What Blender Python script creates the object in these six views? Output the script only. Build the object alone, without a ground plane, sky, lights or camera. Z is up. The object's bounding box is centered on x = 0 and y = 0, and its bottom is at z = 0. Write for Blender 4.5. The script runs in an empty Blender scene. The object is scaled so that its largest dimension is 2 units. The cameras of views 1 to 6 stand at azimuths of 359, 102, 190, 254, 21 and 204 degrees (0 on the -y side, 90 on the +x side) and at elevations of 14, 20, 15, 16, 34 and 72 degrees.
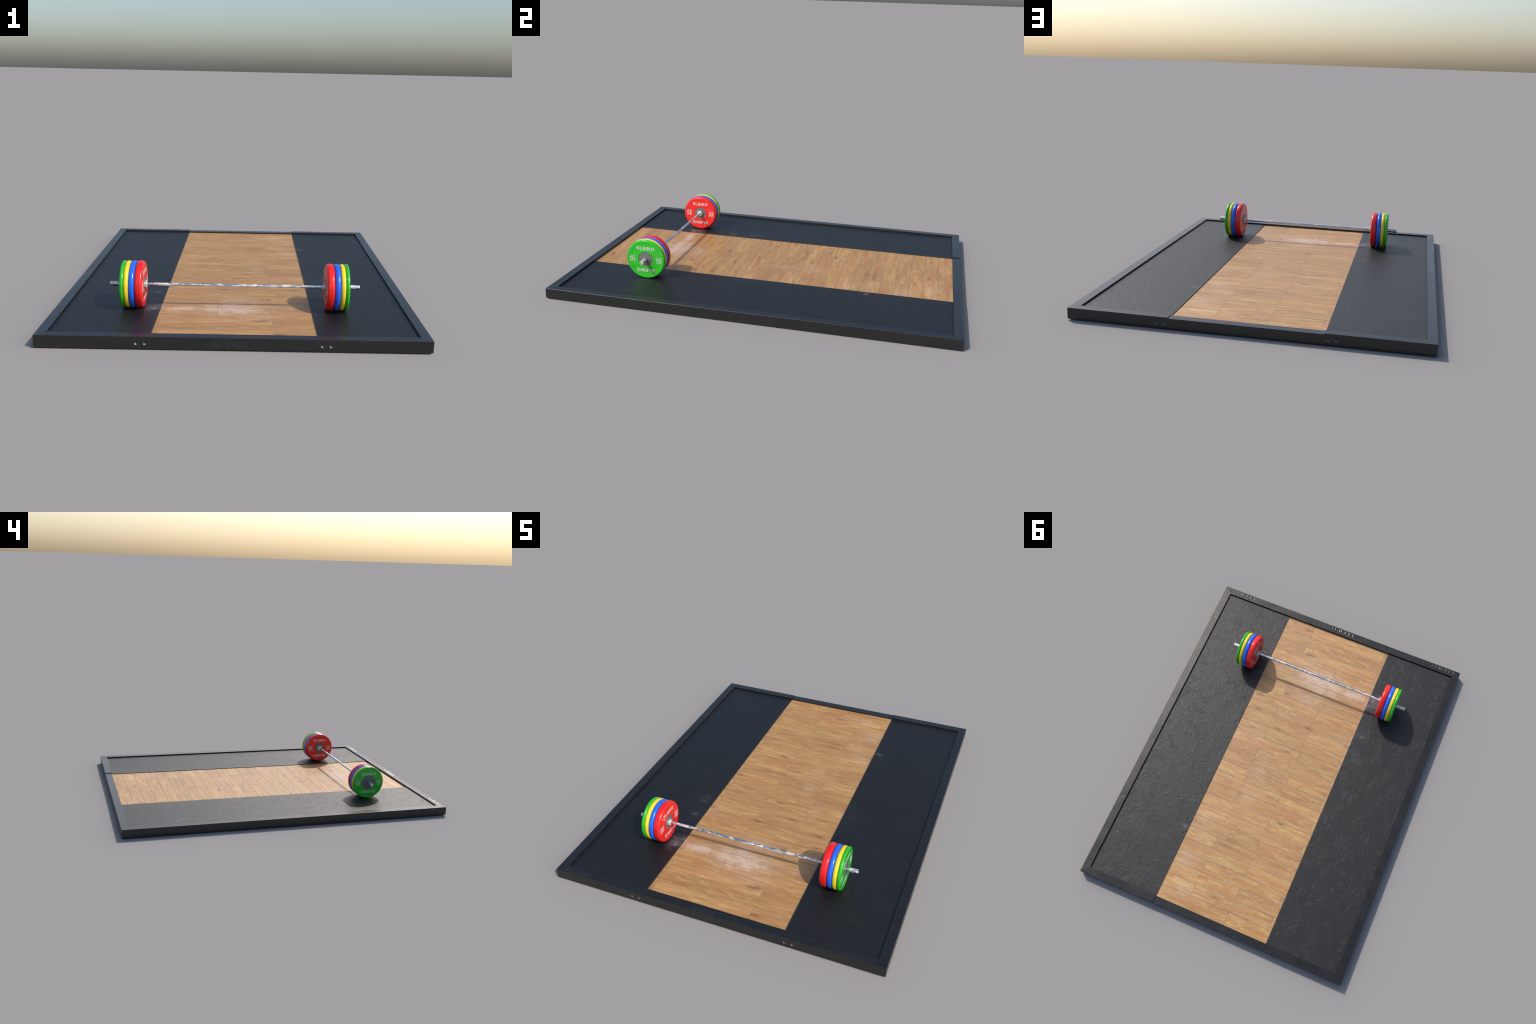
# Weightlifting platform with a loaded barbell, built part by part.
import bpy, bmesh, math, random
from mathutils import Vector, Matrix

rng = random.Random(7)
COL = bpy.context.scene.collection

# ------------------------------------------------------------------ sizes
HX, HY = 0.787, 1.0            # half size of the platform
IX, IY = 0.745, 0.957          # inner edge of the frame
TOP = 0.0525                   # top of the frame
STEP = 0.0036                  # the middle bay sits this much lower
MAT_Z = 0.0440                 # top of the rubber mats
WOOD_Z = MAT_Z - STEP          # top of the wooden floor
WX = 0.3335                    # half width of the wooden bay
FOOT = 0.003                   # height of the set-back foot

BAR_Y, BAR_Z, BAR_X = -0.594, 0.1477, -0.0050
PLATE_R = 0.1033


# ------------------------------------------------------------------ node helper
class Nodes:
    def __init__(self, name):
        self.mat = bpy.data.materials.new(name)
        self.mat.use_nodes = True
        self.nt = self.mat.node_tree
        self.nt.nodes.clear()
        self.out = self.nt.nodes.new('ShaderNodeOutputMaterial')
        self.bsdf = self.nt.nodes.new('ShaderNodeBsdfPrincipled')
        self.nt.links.new(self.bsdf.outputs[0], self.out.inputs[0])

    def put(self, sock, v):
        if isinstance(v, bpy.types.NodeSocket):
            self.nt.links.new(v, sock)
        elif v is not None:
            sock.default_value = v

    def setp(self, **kw):
        for k, v in kw.items():
            self.put(self.bsdf.inputs[k.replace('_', ' ')], v)

    def node(self, t):
        return self.nt.nodes.new(t)

    def position(self):
        return self.node('ShaderNodeNewGeometry').outputs['Position']

    def normal(self):
        return self.node('ShaderNodeNewGeometry').outputs['Normal']

    def objco(self):
        return self.node('ShaderNodeTexCoord').outputs['Object']

    def rand(self):
        return self.node('ShaderNodeObjectInfo').outputs['Random']

    def m(self, op, a, b=0.0, c=0.0, clamp=False):
        n = self.node('ShaderNodeMath'); n.operation = op; n.use_clamp = clamp
        self.put(n.inputs[0], a); self.put(n.inputs[1], b); self.put(n.inputs[2], c)
        return n.outputs[0]

    def v(self, op, a, b=(0, 0, 0), scale=None):
        n = self.node('ShaderNodeVectorMath'); n.operation = op
        self.put(n.inputs[0], a); self.put(n.inputs[1], b)
        if scale is not None:
            self.put(n.inputs['Scale'], scale)
        return n.outputs['Value'] if op in ('LENGTH', 'DOT_PRODUCT', 'DISTANCE') else n.outputs[0]

    def xyz(self, v):
        n = self.node('ShaderNodeSeparateXYZ'); self.put(n.inputs[0], v)
        return n.outputs

    def comb(self, x, y, z):
        n = self.node('ShaderNodeCombineXYZ')
        for i, q in enumerate((x, y, z)):
            self.put(n.inputs[i], q)
        return n.outputs[0]

    def noise(self, vec, scale, detail=3.0, rough=0.55, dist=0.0):
        n = self.node('ShaderNodeTexNoise')
        self.put(n.inputs['Vector'], vec)
        n.inputs['Scale'].default_value = scale
        n.inputs['Detail'].default_value = detail
        n.inputs['Roughness'].default_value = rough
        n.inputs['Distortion'].default_value = dist
        return n.outputs['Fac']

    def noisecol(self, vec, scale, detail=2.0):
        n = self.node('ShaderNodeTexNoise')
        self.put(n.inputs['Vector'], vec)
        n.inputs['Scale'].default_value = scale
        n.inputs['Detail'].default_value = detail
        return n.outputs['Color']

    def voronoi(self, vec, scale, feature='F1', out='Distance'):
        n = self.node('ShaderNodeTexVoronoi'); n.feature = feature
        self.put(n.inputs['Vector'], vec)
        n.inputs['Scale'].default_value = scale
        return n.outputs[out]

    def ramp(self, f, lo, hi, a=0.0, b=1.0):
        n = self.node('ShaderNodeMapRange'); n.interpolation_type = 'SMOOTHSTEP'
        self.put(n.inputs[0], f)
        for i, q in enumerate((lo, hi, a, b)):
            self.put(n.inputs[i + 1], q)
        return n.outputs[0]

    def mix(self, f, a, b, kind='MIX'):
        n = self.node('ShaderNodeMix'); n.data_type = 'RGBA'; n.blend_type = kind
        self.put(n.inputs[0], f)
        self.put(n.inputs[6], a if isinstance(a, bpy.types.NodeSocket) else (*a, 1))
        self.put(n.inputs[7], b if isinstance(b, bpy.types.NodeSocket) else (*b, 1))
        return n.outputs[2]

    def bump(self, h, dist, strength=1.0, normal=None):
        n = self.node('ShaderNodeBump')
        n.inputs['Strength'].default_value = strength
        n.inputs['Distance'].default_value = dist
        self.put(n.inputs['Height'], h)
        if normal is not None:
            self.put(n.inputs['Normal'], normal)
        return n.outputs[0]


# ---- shared pieces of shading
def scuff_height(N, pos):
    """Trowelled, brushed relief: patches of strokes, each patch with its own direction."""
    p = N.xyz(pos)
    flat = N.comb(p[0], p[1], 0.0)
    warp = N.v('SCALE', N.v('SUBTRACT', N.noisecol(flat, 9.0), (0.5, 0.5, 0.5)), scale=0.13)
    q = N.v('ADD', flat, warp)
    total = None
    for sc, off, wgt in ((13.0, (0, 0, 0), 1.0), (19.0, (3.3, 1.7, 0), 0.9), (27.0, (7.1, 5.2, 0), 0.7)):
        vo = N.node('ShaderNodeTexVoronoi')
        N.put(vo.inputs['Vector'], N.v('ADD', q, off))
        vo.inputs['Scale'].default_value = sc
        c = N.node('ShaderNodeSeparateColor')
        N.put(c.inputs[0], vo.outputs['Color'])
        rot = N.node('ShaderNodeVectorRotate'); rot.rotation_type = 'Z_AXIS'
        N.put(rot.inputs['Vector'], N.v('ADD', q, off))
        N.put(rot.inputs['Center'], vo.outputs['Position'])
        N.put(rot.inputs['Angle'], N.m('MULTIPLY', c.outputs[0], 3.1416))
        st = N.v('MULTIPLY', rot.outputs[0], (3.0 * sc, 9.0 * sc, 1.0))
        st = N.v('ADD', st, N.v('SCALE', vo.outputs['Color'], scale=40.0))
        s = N.noise(st, 1.0, 2.0, 0.5, 0.3)
        s = N.ramp(s, 0.36, 0.74)
        fade = N.ramp(vo.outputs['Distance'], 0.15, 0.75, 1.0, 0.0)
        amt = N.m('MULTIPLY', N.m('MULTIPLY', s, fade), wgt)
        total = amt if total is None else N.m('ADD', total, amt)
    big = N.noise(flat, 30.0, 5.0, 0.65, 0.4)
    return N.m('ADD', total, N.m('MULTIPLY', big, 1.2))


CHALK = [  # centre x, y, radius x, y, weight : where dropped chalk dust lies
    (-0.02, -0.605, 0.26, 0.14, 1.0), (0.08, -0.70, 0.20, 0.11, 0.6),
    (-0.05, -0.72, 0.15, 0.08, 0.42), (0.02, -0.48, 0.20, 0.09, 0.68),
    (0.06, -0.60, 0.20, 0.10, 0.85), (-0.23, -0.605, 0.19, 0.055, 1.0),
    (0.26, -0.595, 0.14, 0.05, 0.6), (0.345, -0.52, 0.09, 0.08, 0.6),
    (-0.36, -0.60, 0.085, 0.12, 0.80), (-0.375, -0.37, 0.06, 0.08, 0.62),
    (-0.385, -0.24, 0.07, 0.09, 0.58), (0.365, -0.12, 0.09, 0.14, 0.42),
    (-0.29, -0.30, 0.08, 0.08, 0.5), (0.095, 0.06, 0.06, 0.17, 0.56),
    (0.10, 0.22, 0.07, 0.11, 0.56), (0.18, -0.10, 0.11, 0.12, 0.38),
    (0.27, 0.44, 0.10, 0.10, 0.58), (0.27, 0.70, 0.10, 0.10, 0.70),
    (0.20, 0.86, 0.10, 0.06, 0.58), (0.362, 0.525, 0.045, 0.035, 0.66),
    (0.22, 0.56, 0.10, 0.08, 0.45),
]


def chalk_mask(N, pos, haze_amount=1.0, thr0=0.735):
    p = N.xyz(pos)
    flat = N.comb(p[0], p[1], 0.0)
    field = None
    for cx, cy, rx, ry, w in CHALK:
        d = N.v('LENGTH', N.v('MULTIPLY', N.v('SUBTRACT', flat, (cx, cy, 0)), (1 / rx, 1 / ry, 0)))
        g = N.m('MULTIPLY', N.ramp(d, 0.1, 1.25, 1.0, 0.0), w)
        field = g if field is None else N.m('MAXIMUM', field, g)
    n1 = N.noise(N.v('MULTIPLY', flat, (1.0, 1.5, 1.0)), 20.0, 4.0, 0.62, 0.7)
    n2 = N.noise(flat, 120.0, 4.0, 0.7, 0.4)
    grain = N.m('ADD', N.m('MULTIPLY', n1, 0.5), N.m('MULTIPLY', n2, 0.5))
    thr = N.m('SUBTRACT', thr0, N.m('MULTIPLY', field, 0.36))
    flecks = N.ramp(N.m('SUBTRACT', grain, thr), -0.02, 0.24)
    haze = N.m('MULTIPLY', N.m('MULTIPLY', field, field), N.m('MULTIPLY', n1, 0.75))
    haze = N.m('MULTIPLY', haze, haze_amount)
    return N.m('ADD', N.m('MULTIPLY', flecks, 0.60), haze, clamp=True)


# ------------------------------------------------------------------ materials
def mat_rubber():
    N = Nodes('black_rubber')
    pos = N.position()
    h = scuff_height(N, pos)
    chalk = chalk_mask(N, pos, 0.22, 0.710)
    tone = N.noise(pos, 5.0, 4.0, 0.6)
    base = N.mix(tone, (0.0030, 0.0033, 0.0040), (0.0080, 0.0082, 0.0085))
    up = N.ramp(N.xyz(N.normal())[2], 0.5, 0.9)
    c = N.mix(N.m('MULTIPLY', N.m('MULTIPLY', chalk, 0.42), up), base, (0.60, 0.54, 0.56))
    ax = N.m('SUBTRACT', N.m('ABSOLUTE', N.xyz(pos)[0]), WX)
    pale_edge = N.m('MULTIPLY', N.ramp(ax, 0.0008, 0.0045, 0.55, 0.0), up)  # pale line painted along the mat edge beside the boards
    c = N.mix(pale_edge, c, (0.05, 0.05, 0.051))
    N.setp(Base_Color=c, Roughness=N.ramp(h, 0.6, 2.2, 0.49, 0.57),
           Normal=N.bump(h, 0.0009, 0.58))
    N.bsdf.inputs['Specular IOR Level'].default_value = 0.54
    return N.mat


def mat_frame():
    N = Nodes('black_painted_rail')
    pos = N.position()
    p = N.xyz(pos)
    fine = N.noise(pos, 260.0, 3.0, 0.7)
    warp = N.v('ADD', pos, N.v('SCALE', N.noisecol(pos, 12.0), scale=0.05))
    edge = N.voronoi(warp, 6.5, 'DISTANCE_TO_EDGE')
    patch = N.ramp(N.noise(pos, 3.0, 2.0), 0.50, 0.62)
    crack = N.m('MULTIPLY', N.m('MULTIPLY', N.ramp(edge, 0.004, 0.020, 1.0, 0.0), patch),
                N.ramp(N.xyz(N.normal())[2], 0.5, 0.9))
    tone = N.noise(pos, 14.0, 4.0, 0.6)
    base = N.mix(tone, (0.0075, 0.0075, 0.0078), (0.0135, 0.0133, 0.0130))
    base = N.mix(N.m('MULTIPLY', crack, 0.22), base, (0.045, 0.045, 0.046))
    h = N.m('SUBTRACT', N.m('MULTIPLY', fine, 0.45), N.m('MULTIPLY', crack, 0.4))
    bumped = N.bump(h, 0.0006, 0.7)
    # flat rail tops: shading normals leaned outward so sun sheen differs per side
    side = N.m('GREATER_THAN', N.m('SUBTRACT', N.m('ABSOLUTE', p[1]), HY - HX),
               N.m('ABSOLUTE', p[0]))
    sx = N.m('MULTIPLY', N.m('SIGN', p[0]), N.m('SUBTRACT', 1.0, side))
    sy = N.m('MULTIPLY', N.m('SIGN', p[1]), side)
    up = N.ramp(N.xyz(N.normal())[2], 0.7, 0.95, 0.0, 0.024)
    tilt = N.v('SCALE', N.comb(sx, sy, 0.0), scale=up)
    nrm = N.v('NORMALIZE', N.v('ADD', bumped, tilt))
    N.setp(Base_Color=base, Roughness=N.ramp(tone, 0.3, 0.7, 0.27, 0.35), Normal=nrm)
    N.bsdf.inputs['Specular IOR Level'].default_value = 0.58
    return N.mat


def mat_wood():
    N = Nodes('oak_boards')
    pos = N.position()
    r = N.rand()
    shift = N.comb(N.m('MULTIPLY', r, 37.0), N.m('MULTIPLY', r, 91.0), N.m('MULTIPLY', r, 13.0))
    oc = N.v('ADD', N.objco(), shift)
    wob = N.v('SCALE', N.v('SUBTRACT', N.noisecol(N.v('MULTIPLY', oc, (3.0, 9.0, 1.0)), 1.0), (0.5, 0.5, 0.5)), scale=0.035)
    # knots: sparse cells pull the grain round them
    kvec = N.v('MULTIPLY', oc, (5.5, 17.0, 0.0))
    kd = N.voronoi(N.v('ADD', kvec, N.v('SCALE', N.v('SUBTRACT', N.noisecol(kvec, 4.0), (0.5, 0.5, 0.5)), scale=0.16)), 1.0)
    kc = N.node('ShaderNodeSeparateColor'); N.put(kc.inputs[0], N.voronoi(kvec, 1.0, 'F1', 'Color'))
    has = N.m('GREATER_THAN', kc.outputs[1], 0.42)
    knot = N.m('MULTIPLY', N.ramp(kd, 0.0, 0.34, 1.0, 0.0), has)
    core = N.m('MULTIPLY', N.ramp(kd, 0.02, 0.17, 1.0, 0.0), has)
    q = N.v('ADD', oc, wob)
    q = N.v('ADD', q, N.comb(0.0, N.m('MULTIPLY', knot, 0.012), 0.0))
    streak = N.noise(N.v('MULTIPLY', q, (7.0, 105.0, 1.0)), 1.0, 4.0, 0.6, 0.3)
    fineg = N.noise(N.v('MULTIPLY', q, (16.0, 300.0, 1.0)), 1.0, 2.0, 0.6)
    band = N.noise(N.v('MULTIPLY', q, (4.5, 36.0, 1.0)), 1.0, 3.0, 0.6, 0.5)
    c = N.mix(N.ramp(band, 0.30, 0.70), (0.385, 0.183, 0.054), (0.475, 0.282, 0.102))
    c = N.mix(N.m('MULTIPLY', N.ramp(streak, 0.53, 0.74), 0.78), c, (0.225, 0.108, 0.043))
    c = N.mix(N.m('MULTIPLY', N.ramp(streak, 0.46, 0.28), 0.40), c, (0.53, 0.335, 0.135))
    cloud = N.noise(N.v('MULTIPLY', oc, (11.0, 42.0, 1.0)), 1.0, 4.0, 0.7, 0.8)
    c = N.mix(N.m('MULTIPLY', N.ramp(cloud, 0.50, 0.70), 0.50), c, (0.32, 0.150, 0.052))
    c = N.mix(N.m('MULTIPLY', N.ramp(cloud, 0.48, 0.32), 0.55), c, (0.56, 0.365, 0.165))
    pink = N.noise(N.v('MULTIPLY', oc, (2.5, 17.0, 1.0)), 1.7, 2.0)
    c = N.mix(N.m('MULTIPLY', N.ramp(pink, 0.5, 0.68), 0.45), c, (0.44, 0.200, 0.085))
    c = N.mix(N.m('MULTIPLY', N.ramp(fineg, 0.48, 0.72), 0.32), c, (0.25, 0.13, 0.055))
    c = N.mix(N.m('MULTIPLY', knot, 0.62), c, (0.27, 0.125, 0.048))
    c = N.mix(N.m('MULTIPLY', core, 0.7), c, (0.13, 0.062, 0.028))
    tint = N.m('ADD', 0.89, N.m('MULTIPLY', r, 0.18))
    hsv = N.node('ShaderNodeHueSaturation')
    N.put(hsv.inputs['Value'], tint); N.put(hsv.inputs['Color'], c)
    chalk = chalk_mask(N, pos)
    c2 = N.mix(N.m('MULTIPLY', chalk, 0.75), hsv.outputs[0], (0.62, 0.49, 0.43))
    h = N.m('ADD', scuff_height(N, pos), N.m('MULTIPLY', streak, -0.3))
    N.setp(Base_Color=c2, Roughness=N.m('ADD', N.ramp(band, 0.3, 0.7, 0.46, 0.54), N.m('MULTIPLY', chalk, 0.22)),
           Normal=N.bump(h, 0.0008, 0.55))
    N.bsdf.inputs['Specular IOR Level'].default_value = 0.62
    return N.mat


def mat_groove():
    N = Nodes('board_joint_filler')
    n = N.noise(N.position(), 60.0, 3.0)
    N.setp(Base_Color=N.mix(n, (0.21, 0.142, 0.090), (0.33, 0.232, 0.155)), Roughness=0.7)
    return N.mat


def mat_plate(name, col, dark):
    N = Nodes(name)
    oc = N.objco()
    n = N.noise(oc, 34.0, 4.0, 0.6)
    spots = N.ramp(N.noise(oc, 75.0, 4.0, 0.7), 0.60, 0.74)
    c = N.mix(N.ramp(n, 0.45, 0.75, 0.0, 0.55), col, dark)
    c = N.mix(N.m('MULTIPLY', spots, 0.35), c, tuple(0.35 * q for q in col))
    pale = N.ramp(N.noise(oc, 18.0, 3.0, 0.6), 0.58, 0.75)
    c = N.mix(N.m('MULTIPLY', pale, 0.045), c, (0.8, 0.75, 0.75))
    N.setp(Base_Color=c, Roughness=N.ramp(n, 0.3, 0.7, 0.16, 0.30),
           Normal=N.bump(N.noise(oc, 60.0, 3.0), 0.0012, 0.30))
    return N.mat


def mat_hub():
    N = Nodes('grey_steel_disc')
    oc = N.objco()
    n = N.noise(oc, 50.0, 4.0)
    N.setp(Base_Color=N.mix(n, (0.115, 0.113, 0.110), (0.145, 0.142, 0.138)),
           Roughness=0.45, Normal=N.bump(N.noise(oc, 300.0, 2.0), 0.0003, 0.3))
    N.bsdf.inputs['Metallic'].default_value = 0.0
    return N.mat


def mat_white():
    N = Nodes('white_print')
    n = N.noise(N.objco(), 120.0, 4.0)
    N.setp(Base_Color=N.mix(N.ramp(n, 0.4, 0.75), (0.56, 0.54, 0.54), (0.46, 0.43, 0.43)), Roughness=0.5)
    return N.mat


def mat_chrome(name, cover, seed):
    N = Nodes(name)
    oc = N.v('ADD', N.objco(), (seed, seed * 0.7, seed * 1.3))
    blot = N.noise(N.v('MULTIPLY', oc, (38.0, 95.0, 95.0)), 1.0, 4.0, 0.62, 0.4)
    long = N.noise(N.v('MULTIPLY', oc, (7.0, 20.0, 20.0)), 1.0, 2.0)
    f = N.m('ADD', N.m('MULTIPLY', blot, 0.7), N.m('MULTIPLY', long, 0.3))
    chalk = N.ramp(f, cover, cover + 0.07)
    warm = N.noise(oc, 55.0, 2.0)
    cc = N.mix(N.ramp(warm, 0.4, 0.65), (0.70, 0.70, 0.72), (0.66, 0.58, 0.52))
    c = N.mix(chalk, (0.57, 0.61, 0.67), cc)
    N.setp(Base_Color=c, Metallic=N.m('SUBTRACT', 1.0, N.m('MULTIPLY', chalk, 0.7)),
           Roughness=N.ramp(chalk, 0.0, 1.0, 0.25, 0.58),
           Normal=N.bump(N.m('ADD', chalk, N.noise(oc, 700.0, 1.0)), 0.0004, 0.4))
    return N.mat


def mat_bolt():
    N = Nodes('bolt_steel')
    n = N.noise(N.objco(), 260.0, 2.0)
    N.setp(Base_Color=N.mix(n, (0.085, 0.085, 0.09), (0.17, 0.17, 0.17)), Metallic=0.85, Roughness=0.42)
    return N.mat


def mat_engraved():
    N = Nodes('engraved_gloss_black')
    n = N.noise(N.position(), 90.0, 2.0)
    N.setp(Base_Color=N.mix(n, (0.010, 0.010, 0.011), (0.016, 0.016, 0.017)), Roughness=0.32)
    N.bsdf.inputs['Specular IOR Level'].default_value = 0.7
    return N.mat


ENGRAVED = mat_engraved()
RUBBER, FRAME, WOOD, GROOVE = mat_rubber(), mat_frame(), mat_wood(), mat_groove()
HUB, WHITE, BOLT = mat_hub(), mat_white(), mat_bolt()
CHROME = mat_chrome('chalky_chrome_shaft', 0.500, 0.0)
CHROME_END = mat_chrome('chalky_chrome_sleeve', 0.49, 5.0)
CHROME_COLLAR = mat_chrome('chalky_chrome_collar', 0.475, 9.0)
PCOL = {
    'red': mat_plate('red_plate_rubber', (0.74, 0.017, 0.017), (0.55, 0.004, 0.004)),
    'blue': mat_plate('blue_plate_rubber', (0.016, 0.135, 0.80), (0.008, 0.085, 0.62)),
    'yellow': mat_plate('yellow_plate_rubber', (0.83, 0.62, 0.030), (0.68, 0.50, 0.020)),
    'green': mat_plate('green_plate_rubber', (0.026, 0.44, 0.020), (0.008, 0.33, 0.006)),
}


# ------------------------------------------------------------------ object helpers
def empty(name, loc, parent=None):
    o = bpy.data.objects.new(name, None)
    o.empty_display_size = 0.05
    COL.objects.link(o)
    o.parent = parent
    o.location = loc
    return o


def obj(name, mesh, parent=None, loc=(0, 0, 0), rot=(0, 0, 0)):
    o = bpy.data.objects.new(name, mesh)
    COL.objects.link(o)
    o.parent = parent
    o.location = loc
    o.rotation_euler = rot
    return o


def mesh_from_bm(bm, name, mat, smooth_angle=None):
    me = bpy.data.meshes.new(name)
    bmesh.ops.recalc_face_normals(bm, faces=bm.faces)
    bm.to_mesh(me); bm.free()
    if mat is not None:
        me.materials.append(mat)
    if smooth_angle is not None:
        me.shade_smooth()
        me.set_sharp_from_angle(angle=math.radians(smooth_angle))
    return me


def prism(outline, z0, z1):
    """bmesh of a vertical prism over an xy outline."""
    bm = bmesh.new()
    lo = [bm.verts.new((x, y, z0)) for x, y in outline]
    hi = [bm.verts.new((x, y, z1)) for x, y in outline]
    n = len(outline)
    bm.faces.new(lo[::-1]); bm.faces.new(hi)
    for i in range(n):
        bm.faces.new((lo[i], lo[(i + 1) % n], hi[(i + 1) % n], hi[i]))
    return bm


def bevel_all(bm, w, seg=2):
    bmesh.ops.bevel(bm, geom=bm.edges[:], offset=w, segments=seg, affect='EDGES', profile=0.5)


def lathe(profile, seg=96, closed=False):
    """Revolve (x, r) pairs about the X axis."""
    bm = bmesh.new()
    rings = []
    for x, r in profile:
        if r < 1e-6:
            rings.append([bm.verts.new((x, 0, 0))])
        else:
            rings.append([bm.verts.new((x, r * math.cos(2 * math.pi * i / seg), r * math.sin(2 * math.pi * i / seg)))
                          for i in range(seg)])
    pairs = list(zip(rings, rings[1:]))
    if closed:
        pairs.append((rings[-1], rings[0]))
    for a, b in pairs:
        for i in range(seg):
            j = (i + 1) % seg
            if len(a) == 1 and len(b) == 1:
                continue
            if len(a) == 1:
                bm.faces.new((a[0], b[i], b[j]))
            elif len(b) == 1:
                bm.faces.new((a[i], b[0], a[j]))
            else:
                bm.faces.new((a[i], b[i], b[j], a[j]))
    return bm


# ------------------------------------------------------------------ lettering
def word_polys():
    """The wide block word on the discs and the frame, as closed outlines in a 0..W x 0..1 box."""
    t = 0.27                                  # stroke thickness
    out, x = [], 0.0

    def E(x):
        w = 0.96
        b = 0.19
        return [[(x, 0), (x + w, 0), (x + w, b), (x + t, b), (x + t, .5 - b / 2), (x + w * .93, .5 - b / 2),
                 (x + w * .93, .5 + b / 2), (x + t, .5 + b / 2), (x + t, 1 - b), (x + w, 1 - b), (x + w, 1), (x, 1)]], w

    def L(x):
        w = 0.90
        return [[(x, 0), (x + w, 0), (x + w, .20), (x + t, .20), (x + t, 1), (x, 1)]], w

    def I(x):
        return [[(x, 0), (x + t, 0), (x + t, 1), (x, 1)]], t

    def K(x):
        w = 1.02
        return [[(x, 0), (x + t, 0), (x + t, .37), (x + .36, .37), (x + .66, 0), (x + w, 0), (x + .60, .5),
                 (x + w, 1), (x + .66, 1), (x + .36, .63), (x + t, .63), (x + t, 1), (x, 1)]], w

    def O(x):
        w = 1.14

        def rr(x0, y0, x1, y1, r):
            pts = []
            for cx, cy, a0 in ((x1 - r, y1 - r, 0), (x0 + r, y1 - r, 90), (x0 + r, y0 + r, 180), (x1 - r, y0 + r, 270)):
                for k in range(5):
                    a = math.radians(a0 + 22.5 * k)
                    pts.append((cx + r * math.cos(a), cy + r * math.sin(a)))
            return pts
        return [rr(x, 0, x + w, 1, .30), rr(x + t, .21, x + w - t, .79, .12)], w

    for f in (E, L, E, I, K, O):
        p, w = f(x)
        out += p
        x += w + 0.17
    return out, x - 0.17


def word_curve(width, height, depth, bevel=0.0):
    polys, w = word_polys()
    cu = bpy.data.curves.new('word', 'CURVE')
    cu.dimensions = '2D'; cu.fill_mode = 'BOTH'
    for p in polys:
        s = cu.splines.new('POLY')
        s.points.add(len(p) - 1)
        for q, (x, y) in zip(s.points, p):
            q.co = ((x / w - 0.5) * width, (y - 0.5) * height, 0, 1)
        s.use_cyclic_u = True
    cu.extrude = depth
    if bevel:
        cu.bevel_depth = bevel; cu.bevel_resolution = 2; cu.offset = -bevel
    return cu


def ten_curve(depth):
    """The figure 10: a flagged one without a foot, and a round-cornered nought."""
    cu = bpy.data.curves.new('ten', 'CURVE')
    cu.dimensions = '2D'; cu.fill_mode = 'BOTH'; cu.extrude = depth
    loops = [[(0.24, 0), (0.46, 0), (0.46, 1), (0.28, 1), (0.0, 0.86), (0.0, 0.67), (0.24, 0.77)]]
    for rx, ry in ((0.44, 0.52), (0.235, 0.32)):
        loops.append([(1.16 + rx * math.copysign(abs(math.cos(a)) ** 0.8, math.cos(a)),
                       0.5 + ry * math.copysign(abs(math.sin(a)) ** 0.8, math.sin(a)))
                      for a in (math.radians(15 * k) for k in range(24))])
    for p in loops:
        sp = cu.splines.new('POLY')
        sp.points.add(len(p) - 1)
        for q, (x, y) in zip(sp.points, p):
            q.co = (x, y, 0, 1)
        sp.use_cyclic_u = True
    return cu


def text_curve(body, size, depth, embolden=0.0):
    cu = bpy.data.curves.new('text', 'FONT')
    cu.body = body; cu.size = size; cu.align_x = 'CENTER'; cu.align_y = 'CENTER'
    cu.extrude = depth; cu.offset = embolden; cu.resolution_u = 4
    return cu


def curve_mesh(cu):
    o = bpy.data.objects.new('tmp', cu)
    COL.objects.link(o)
    dg = bpy.context.evaluated_depsgraph_get()
    dg.update()
    me = bpy.data.meshes.new_from_object(o.evaluated_get(dg))
    bpy.data.objects.remove(o)
    return me


def fit_into(bm, me, width, height, M):
    """Add mesh me to bm, scaled to width x height about its own centre, then moved by M."""
    xs = [v.co.x for v in me.vertices]; ys = [v.co.y for v in me.vertices]
    cx, cy = (min(xs) + max(xs)) / 2, (min(ys) + max(ys)) / 2
    S = Matrix.Diagonal((width / (max(xs) - min(xs)), height / (max(ys) - min(ys)), 1, 1)) @ Matrix.Translation((-cx, -cy, 0))
    me.transform(M @ S)
    bm.from_mesh(me)
    bpy.data.meshes.remove(me)


WORD_W, WORD_H = 0.0945, 0.0168


def face_lettering(number):
    """All printing on one disc face; local frame: x right, y up, z out of the face."""
    bm = bmesh.new()
    for turn in (0, 1):
        R = Matrix.Rotation(math.pi * turn, 4, 'Z')
        fit_into(bm, curve_mesh(word_curve(1, 1, 0.0003)), WORD_W, WORD_H, R @ Matrix.Translation((0, 0.0585, 0)))
        fit_into(bm, curve_mesh(ten_curve(0.0003) if number == '10' else text_curve(number, 0.03, 0.0003, 0.0006)), 0.0315, 0.0205,
                 R @ Matrix.Translation((0.0705, 0, 0)))
        fit_into(bm, curve_mesh(text_curve('TRAINING', 0.005, 0.0003, 0.00002)), 0.0315, 0.0036,
                 R @ Matrix.Translation((0.0705, 0.0150, 0)))
        fit_into(bm, curve_mesh(text_curve('KILOGRAM', 0.005, 0.0003, 0.00012)), 0.0315, 0.0044,
                 R @ Matrix.Translation((0.0705, -0.0152, 0)))
    return mesh_from_bm(bm, 'disc_lettering', WHITE)


# ================================================================== PLATFORM
platform = empty('lifting_platform', (0, 0, 0))
platform['label'] = 'black framed weightlifting platform with oak centre strip'
platform['category'] = 'gym platform'

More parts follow.
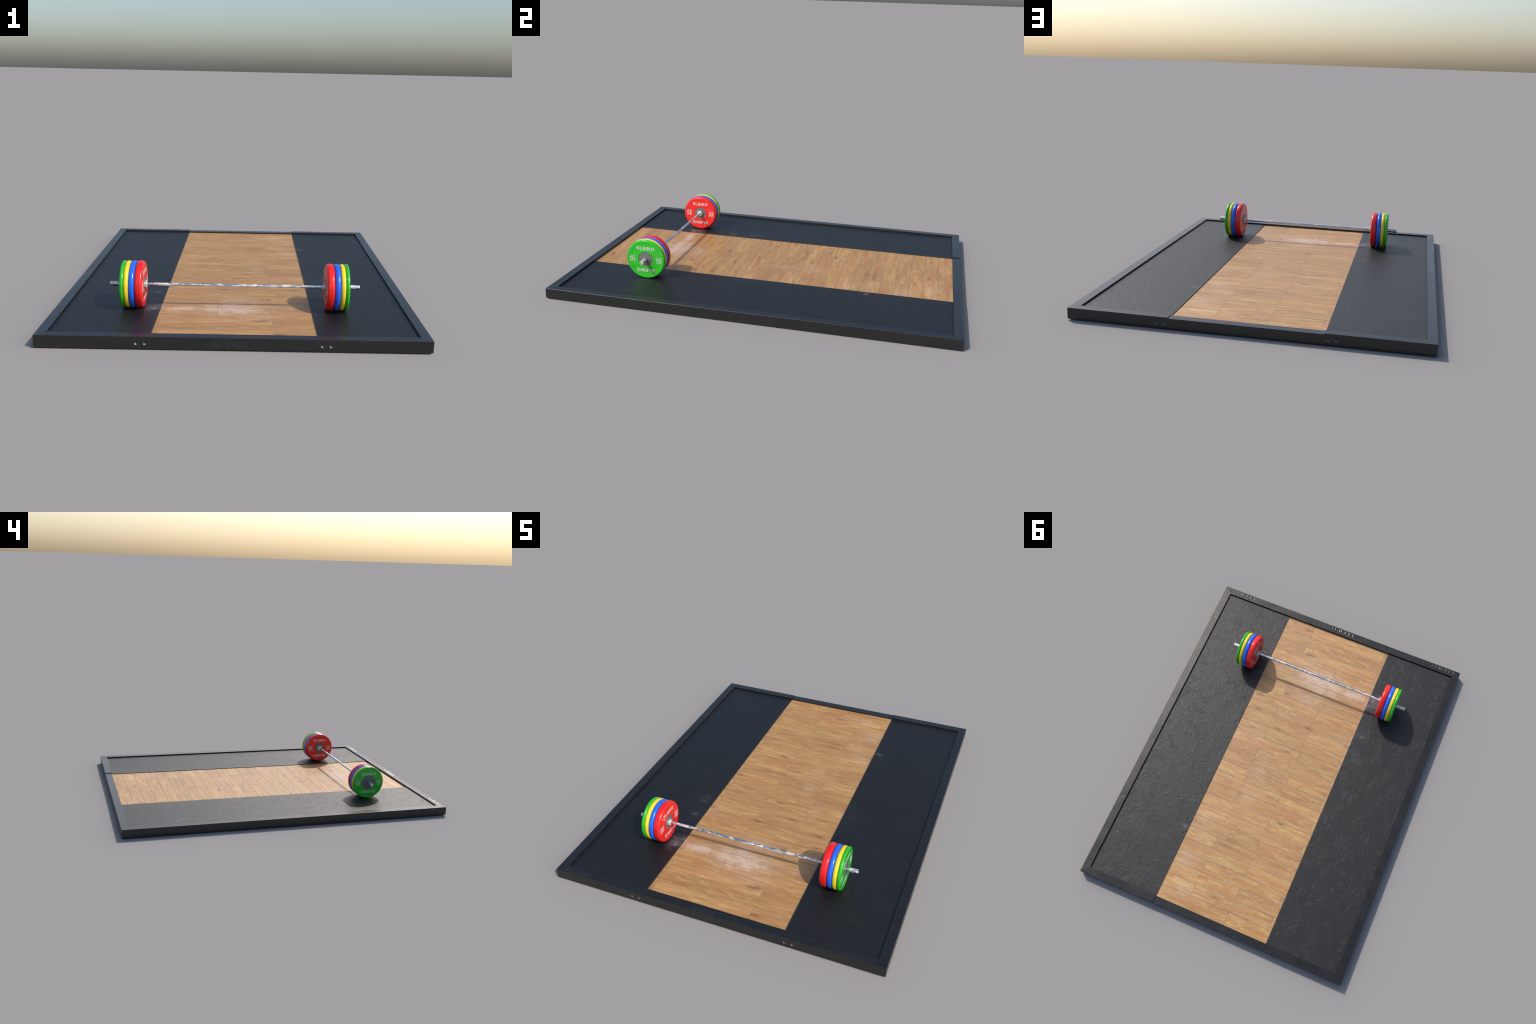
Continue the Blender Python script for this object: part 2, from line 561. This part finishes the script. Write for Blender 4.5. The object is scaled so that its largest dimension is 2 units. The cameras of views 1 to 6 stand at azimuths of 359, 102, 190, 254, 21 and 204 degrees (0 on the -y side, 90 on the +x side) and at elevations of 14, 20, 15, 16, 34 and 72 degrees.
# --- foot: a slightly set back base under everything
e = 0.006
bm = prism([(-HX + e, -HY + e), (HX - e, -HY + e), (HX - e, HY - e), (-HX + e, HY - e)], 0.0, 0.030)
obj('base', mesh_from_bm(bm, 'base', FRAME), platform)

# --- frame rails: mitred at the corners, engraved at the front
frame = empty('frame', (0, 0, 0), platform)


def outer_edges(bm):
    out = lambda v: abs(v.co.x) > HX - 0.001 or abs(v.co.y) > HY - 0.001
    return [ed for ed in bm.edges if all(out(v) for v in ed.verts)
            and (ed.verts[0].co - ed.verts[1].co).length > 0.3]


def rail_mesh(outline, top, bev=0.0010):
    bm = prism(outline, FOOT, top)
    # chamfer the outer long edges only: the mitred ends stay tight against each other
    bmesh.ops.bevel(bm, geom=outer_edges(bm), offset=bev, segments=1, affect='EDGES')
    return mesh_from_bm(bm, 'frame_rail', FRAME)


def cut(o, cutters):
    """Carve cutter meshes out of object o and bake the result."""
    for cm in cutters:
        c = bpy.data.objects.new('cutter', cm); COL.objects.link(c)
        md = o.modifiers.new('cut', 'BOOLEAN'); md.operation = 'DIFFERENCE'; md.solver = 'EXACT'; md.object = c; md.material_mode = 'TRANSFER'
        dg = bpy.context.evaluated_depsgraph_get(); dg.update()
        me = bpy.data.meshes.new_from_object(o.evaluated_get(dg))
        o.modifiers.clear()
        old = o.data
        o.data = me
        bpy.data.meshes.remove(old)
        bpy.data.objects.remove(c)
    o.data.shade_smooth()
    o.data.set_sharp_from_angle(angle=math.radians(9))
    o.data.name = 'frame_rail'


BOLT_Z, BOLT_R = 0.0264, 0.0092
BOLT_X = (-0.3835, -0.3490, 0.3490, 0.3835)


def hole_cutter(x, y, sgn):
    bm = lathe([(-0.012, 0), (-0.012, BOLT_R), (0.01, BOLT_R), (0.01, 0)], 32)
    me = mesh_from_bm(bm, 'hole', FRAME)
    me.transform(Matrix.Translation((x, y, BOLT_Z)) @ Matrix.Rotation(math.radians(90 * sgn), 4, 'Z'))
    return me


def word_cutter(width, height, M):
    # shallow V-cut: the walls of every stroke fall away at about 15 degrees
    cu = word_curve(width, height, 0.0, 0.0016)
    cu.bevel_resolution = 0
    me = curve_mesh(cu)
    me.transform(M @ Matrix.Diagonal((1, 1, math.tan(math.radians(15.5)), 1)))
    me.materials.clear(); me.materials.append(ENGRAVED)
    return me


front = obj('frame_rail', rail_mesh([(-HX, -HY), (HX, -HY), (IX, -IY), (-IX, -IY)], TOP), frame)
cutters = [hole_cutter(x, -HY, -1) for x in BOLT_X]
for cx in (-0.6765, -0.0140, 0.6590):
    cutters.append(word_cutter(0.143, 0.0185, Matrix.Translation((cx, -0.9835, TOP))))
cutters.append(word_cutter(0.136, 0.0245, Matrix.Translation((-0.0140, -HY, 0.0265)) @ Matrix.Rotation(math.radians(90), 4, 'X')))
cut(front, cutters)

obj('frame_rail', rail_mesh([(HX, -HY), (HX, HY), (IX, IY), (IX, -IY)], TOP), frame)
obj('frame_rail', rail_mesh([(-HX, HY), (-HX, -HY), (-IX, -IY), (-IX, IY)], TOP), frame)
# rear rail: one piece, its top stepped down over the wooden bay
bm = bmesh.new()
loops = []
for y, hx in ((HY, HX), (IY, IX)):
    loops.append([bm.verts.new((x, y, z)) for x, z in (
        (-hx, FOOT), (hx, FOOT), (hx, TOP), (WX, TOP), (WX, TOP - STEP), (-WX, TOP - STEP), (-WX, TOP), (-hx, TOP))])
bm.faces.new(loops[0]); bm.faces.new(loops[1][::-1])
for i in range(8):
    j = (i + 1) % 8
    bm.faces.new((loops[0][i], loops[1][i], loops[1][j], loops[0][j]))
bmesh.ops.recalc_face_normals(bm, faces=bm.faces)
bmesh.ops.bevel(bm, geom=outer_edges(bm), offset=0.0010, segments=1, affect='EDGES')
rear = obj('frame_rail', mesh_from_bm(bm, 'frame_rail', FRAME), frame)
cut(rear, [hole_cutter(x, HY, 1) for x in BOLT_X])

# --- bolts: shiny countersunk cups in the holes
prof = [(-0.0002, BOLT_R - 0.0001), (-0.0004, BOLT_R - 0.0009), (-0.0014, 0.0073), (-0.0028, 0.0060), (-0.0040, 0.0045),
        (-0.0046, 0.0032), (-0.0064, 0.0029), (-0.0065, 0.0)]
bm = lathe(prof + [(-0.0100, 0.0), (-0.0100, BOLT_R - 0.0001)], 32)
bolt_me = mesh_from_bm(bm, 'bolt', BOLT, 25)
for sy in (-1, 1):
    for x in BOLT_X:
        obj('bolt', bolt_me, platform, (x, sy * HY, BOLT_Z), (0, 0, math.radians(90 * sy)))

# --- rubber mats
for s in (1, -1):
    bm = prism([(s * WX, -IY), (s * IX, -IY), (s * IX, IY), (s * WX, IY)], 0.020, MAT_Z)
    bevel_all(bm, 0.0009, 2)
    obj('rubber_mat', mesh_from_bm(bm, 'rubber_mat', RUBBER), platform)

# --- wooden floor: boards laid across, half-lapped row by row
floor = empty('wooden_floor', (0, 0, 0), platform)
GAP = 0.0029
bm = prism([(-WX + .0004, -IY + .0004), (WX - .0004, -IY + .0004), (WX - .0004, IY - .0004), (-WX + .0004, IY - .0004)],
           0.020, WOOD_Z - 0.0003)
obj('subfloor', mesh_from_bm(bm, 'subfloor', GROOVE), floor)
ROW = 0.0733
JOINT_A, JOINT_B = [-0.0795], [-0.3150, 0.1570]
board_cache = {}


def board(x0, x1, y0, y1):
    l, w = x1 - x0, y1 - y0
    key = (round(l, 4), round(w, 4))
    if key not in board_cache:
        bm = prism([(-l / 2, -w / 2), (l / 2, -w / 2), (l / 2, w / 2), (-l / 2, w / 2)], -0.010, 0.0)
        bevel_all(bm, 0.0003, 1)
        board_cache[key] = mesh_from_bm(bm, 'board', WOOD)
    obj('board', board_cache[key], floor, ((x0 + x1) / 2, (y0 + y1) / 2, WOOD_Z))


y1 = IY
k = 0
while y1 > -IY + 0.003:
    y0 = max(y1 - ROW, -IY)
    js = [-WX] + (JOINT_A if k % 2 == 0 else JOINT_B) + [WX]
    for a, b in zip(js, js[1:]):
        board(a + (GAP / 2 if a > -WX else 0), b - (GAP / 2 if b < WX else 0),
              y0 + (GAP / 2 if y0 > -IY else 0), y1 - (GAP / 2 if y1 < IY else 0))
    y1 -= ROW
    k += 1

# ================================================================== BARBELL
barbell = empty('barbell', (BAR_X, BAR_Y, BAR_Z - PLATE_R))
barbell['label'] = 'chalky chrome barbell loaded with eight coloured discs'
barbell['category'] = 'barbell'
AX = (0, 0, PLATE_R)                        # axis height in the barbell's own frame

SHAFT_R, SLEEVE_R, COLLAR_R = 0.0069, 0.0107, 0.0170
END, FACE_IN = 0.5510, 0.3985
COLLAR0, COLLAR1 = 0.3890, 0.4045

bm = lathe([(-0.40, 0), (-0.40, SHAFT_R), (0.40, SHAFT_R), (0.40, 0)], 32)
# rings along the shaft so that the relief has something to hold on to
obj('shaft', mesh_from_bm(bm, 'shaft', CHROME, 40), barbell, AX)
c = 0.0012
sl = lathe([(0.40, 0), (0.40, SLEEVE_R), (END - c, SLEEVE_R), (END, SLEEVE_R - c), (END, 0.0035), (END - 0.0006, 0.003),
            (END - 0.0006, 0)], 40)
sleeve_me = mesh_from_bm(sl, 'sleeve', CHROME_END, 35)
cl = lathe([(COLLAR0, SHAFT_R - 0.0005), (COLLAR0, COLLAR_R - 0.0015), (COLLAR0 + 0.0015, COLLAR_R),
            (COLLAR1, COLLAR_R), (COLLAR1, SHAFT_R - 0.0005)], 48, True)
collar_me = mesh_from_bm(cl, 'collar', CHROME_COLLAR, 35)
for turn in (0, math.pi):
    obj('sleeve', sleeve_me, barbell, AX, (0, 0, turn))
    obj('collar', collar_me, barbell, AX, (0, 0, turn))

# --- white word engraved twice round the shaft
bm = bmesh.new()
for cx in (0.1395, -0.1395):
    fit_into(bm, curve_mesh(word_curve(1, 1, 0.00001)), 0.036, 0.0115, Matrix.Translation((cx, 0, 0)))
bmesh.ops.triangulate(bm, faces=bm.faces[:])
bmesh.ops.subdivide_edges(bm, edges=bm.edges[:], cuts=2, use_grid_fill=True)
for v in bm.verts:
    a = math.radians(-18) + v.co.y / SHAFT_R
    r = SHAFT_R + 0.00025 + (0.0001 if v.co.z > 0 else -0.0005)
    v.co = Vector((v.co.x, -r * math.cos(a), r * math.sin(a)))
obj('shaft_lettering', mesh_from_bm(bm, 'shaft_lettering', WHITE), barbell, AX)

# --- discs, from the inside out: colour, thickness, edge rounding
DISCS = [('red', 0.0345, 0.0120, 0.0360, 0.0360), ('blue', 0.0253, 0.0115, 0.0370, 0.0370),
         ('yellow', 0.0213, 0.0100, 0.0370, 0.0370), ('green', 0.0169, 0.0083, 0.0445, 0.0378)]
BORE = 0.0100


def disc_profile(th, rnd, hub_neg, hub_pos):
    """Half section (x, r) of one disc: rounded tread, flat faces, a shallow seat for each hub."""
    h = th / 2
    seat, lip = 0.0022, 0.0012
    def face(hub):
        return [(h - seat, BORE), (h - seat, hub - 0.0001), (h - 0.0006, hub + 0.0008), (h, hub + 0.0022),
                (h, hub + 0.0075), (h - lip * 0.5, hub + 0.0095)]
    rx = min(rnd, h)
    ry = rnd * 0.92
    prof = [(-x, r) for x, r in face(hub_neg)]
    arc = []
    for k in range(11):
        a = math.radians(90 * k / 10)
        arc.append((h - rx + rx * math.cos(a), PLATE_R - ry + ry * math.sin(a)))
    # the printed field lies a hair below the edge of the tread
    field = [(h - lip * 0.5, PLATE_R - ry - 0.004)]
    pos = face(hub_pos) + field + [(x, r) for x, r in arc]
    neg = [(-x, r) for x, r in face(hub_neg) + field + arc]
    return neg + pos[::-1]


def hub_profile(th, hub, sgn):
    h = th / 2 - 0.0008
    p = [(h - 0.0014, BORE), (h, BORE + 0.0006), (h, hub - 0.0050), (h - 0.0004, hub - 0.0035), (h - 0.0004, hub - 0.0002),
         (h - 0.0030, hub - 0.0002), (h - 0.0030, BORE)]
    return [(sgn * x, r) for x, r in p]


lettering = {'red': face_lettering('25'), 'green': face_lettering('10')}
disc_me, hub_me = {}, {}
for name, th, rnd, hn, hp in DISCS:
    disc_me[name] = mesh_from_bm(lathe(disc_profile(th, rnd, hn, hp), 128, True), 'weight_disc', PCOL[name], 32)
    hub_me[name] = [mesh_from_bm(lathe(hub_profile(th, hub, sg), 80, True), 'hub', HUB, 30)
                    for sg, hub in ((-1, hn), (1, hp))]

# lettering frame -> disc face looking along +x (x right = +y, y up = +z) or along -x
LET_POS = Matrix(((0, 0, 1), (1, 0, 0), (0, 1, 0))).to_euler()
LET_NEG = Matrix(((0, 0, -1), (-1, 0, 0), (0, 1, 0))).to_euler()

for side in (1, -1):
    x = FACE_IN
    for name, th, rnd, hn, hp in DISCS:
        cx = side * (x + th / 2)
        d = obj('weight_disc', disc_me[name], barbell, (cx, 0, PLATE_R))
        for hm in hub_me[name]:
            obj('hub', hm, d)
        show = None
        if name == 'green':
            show = side
        elif name == 'red':
            show = -side
        if show:
            obj('lettering', lettering[name], d, (show * (th / 2 - 0.0005), 0, 0), LET_POS if show > 0 else LET_NEG)
        x += th

bpy.context.view_layer.update()
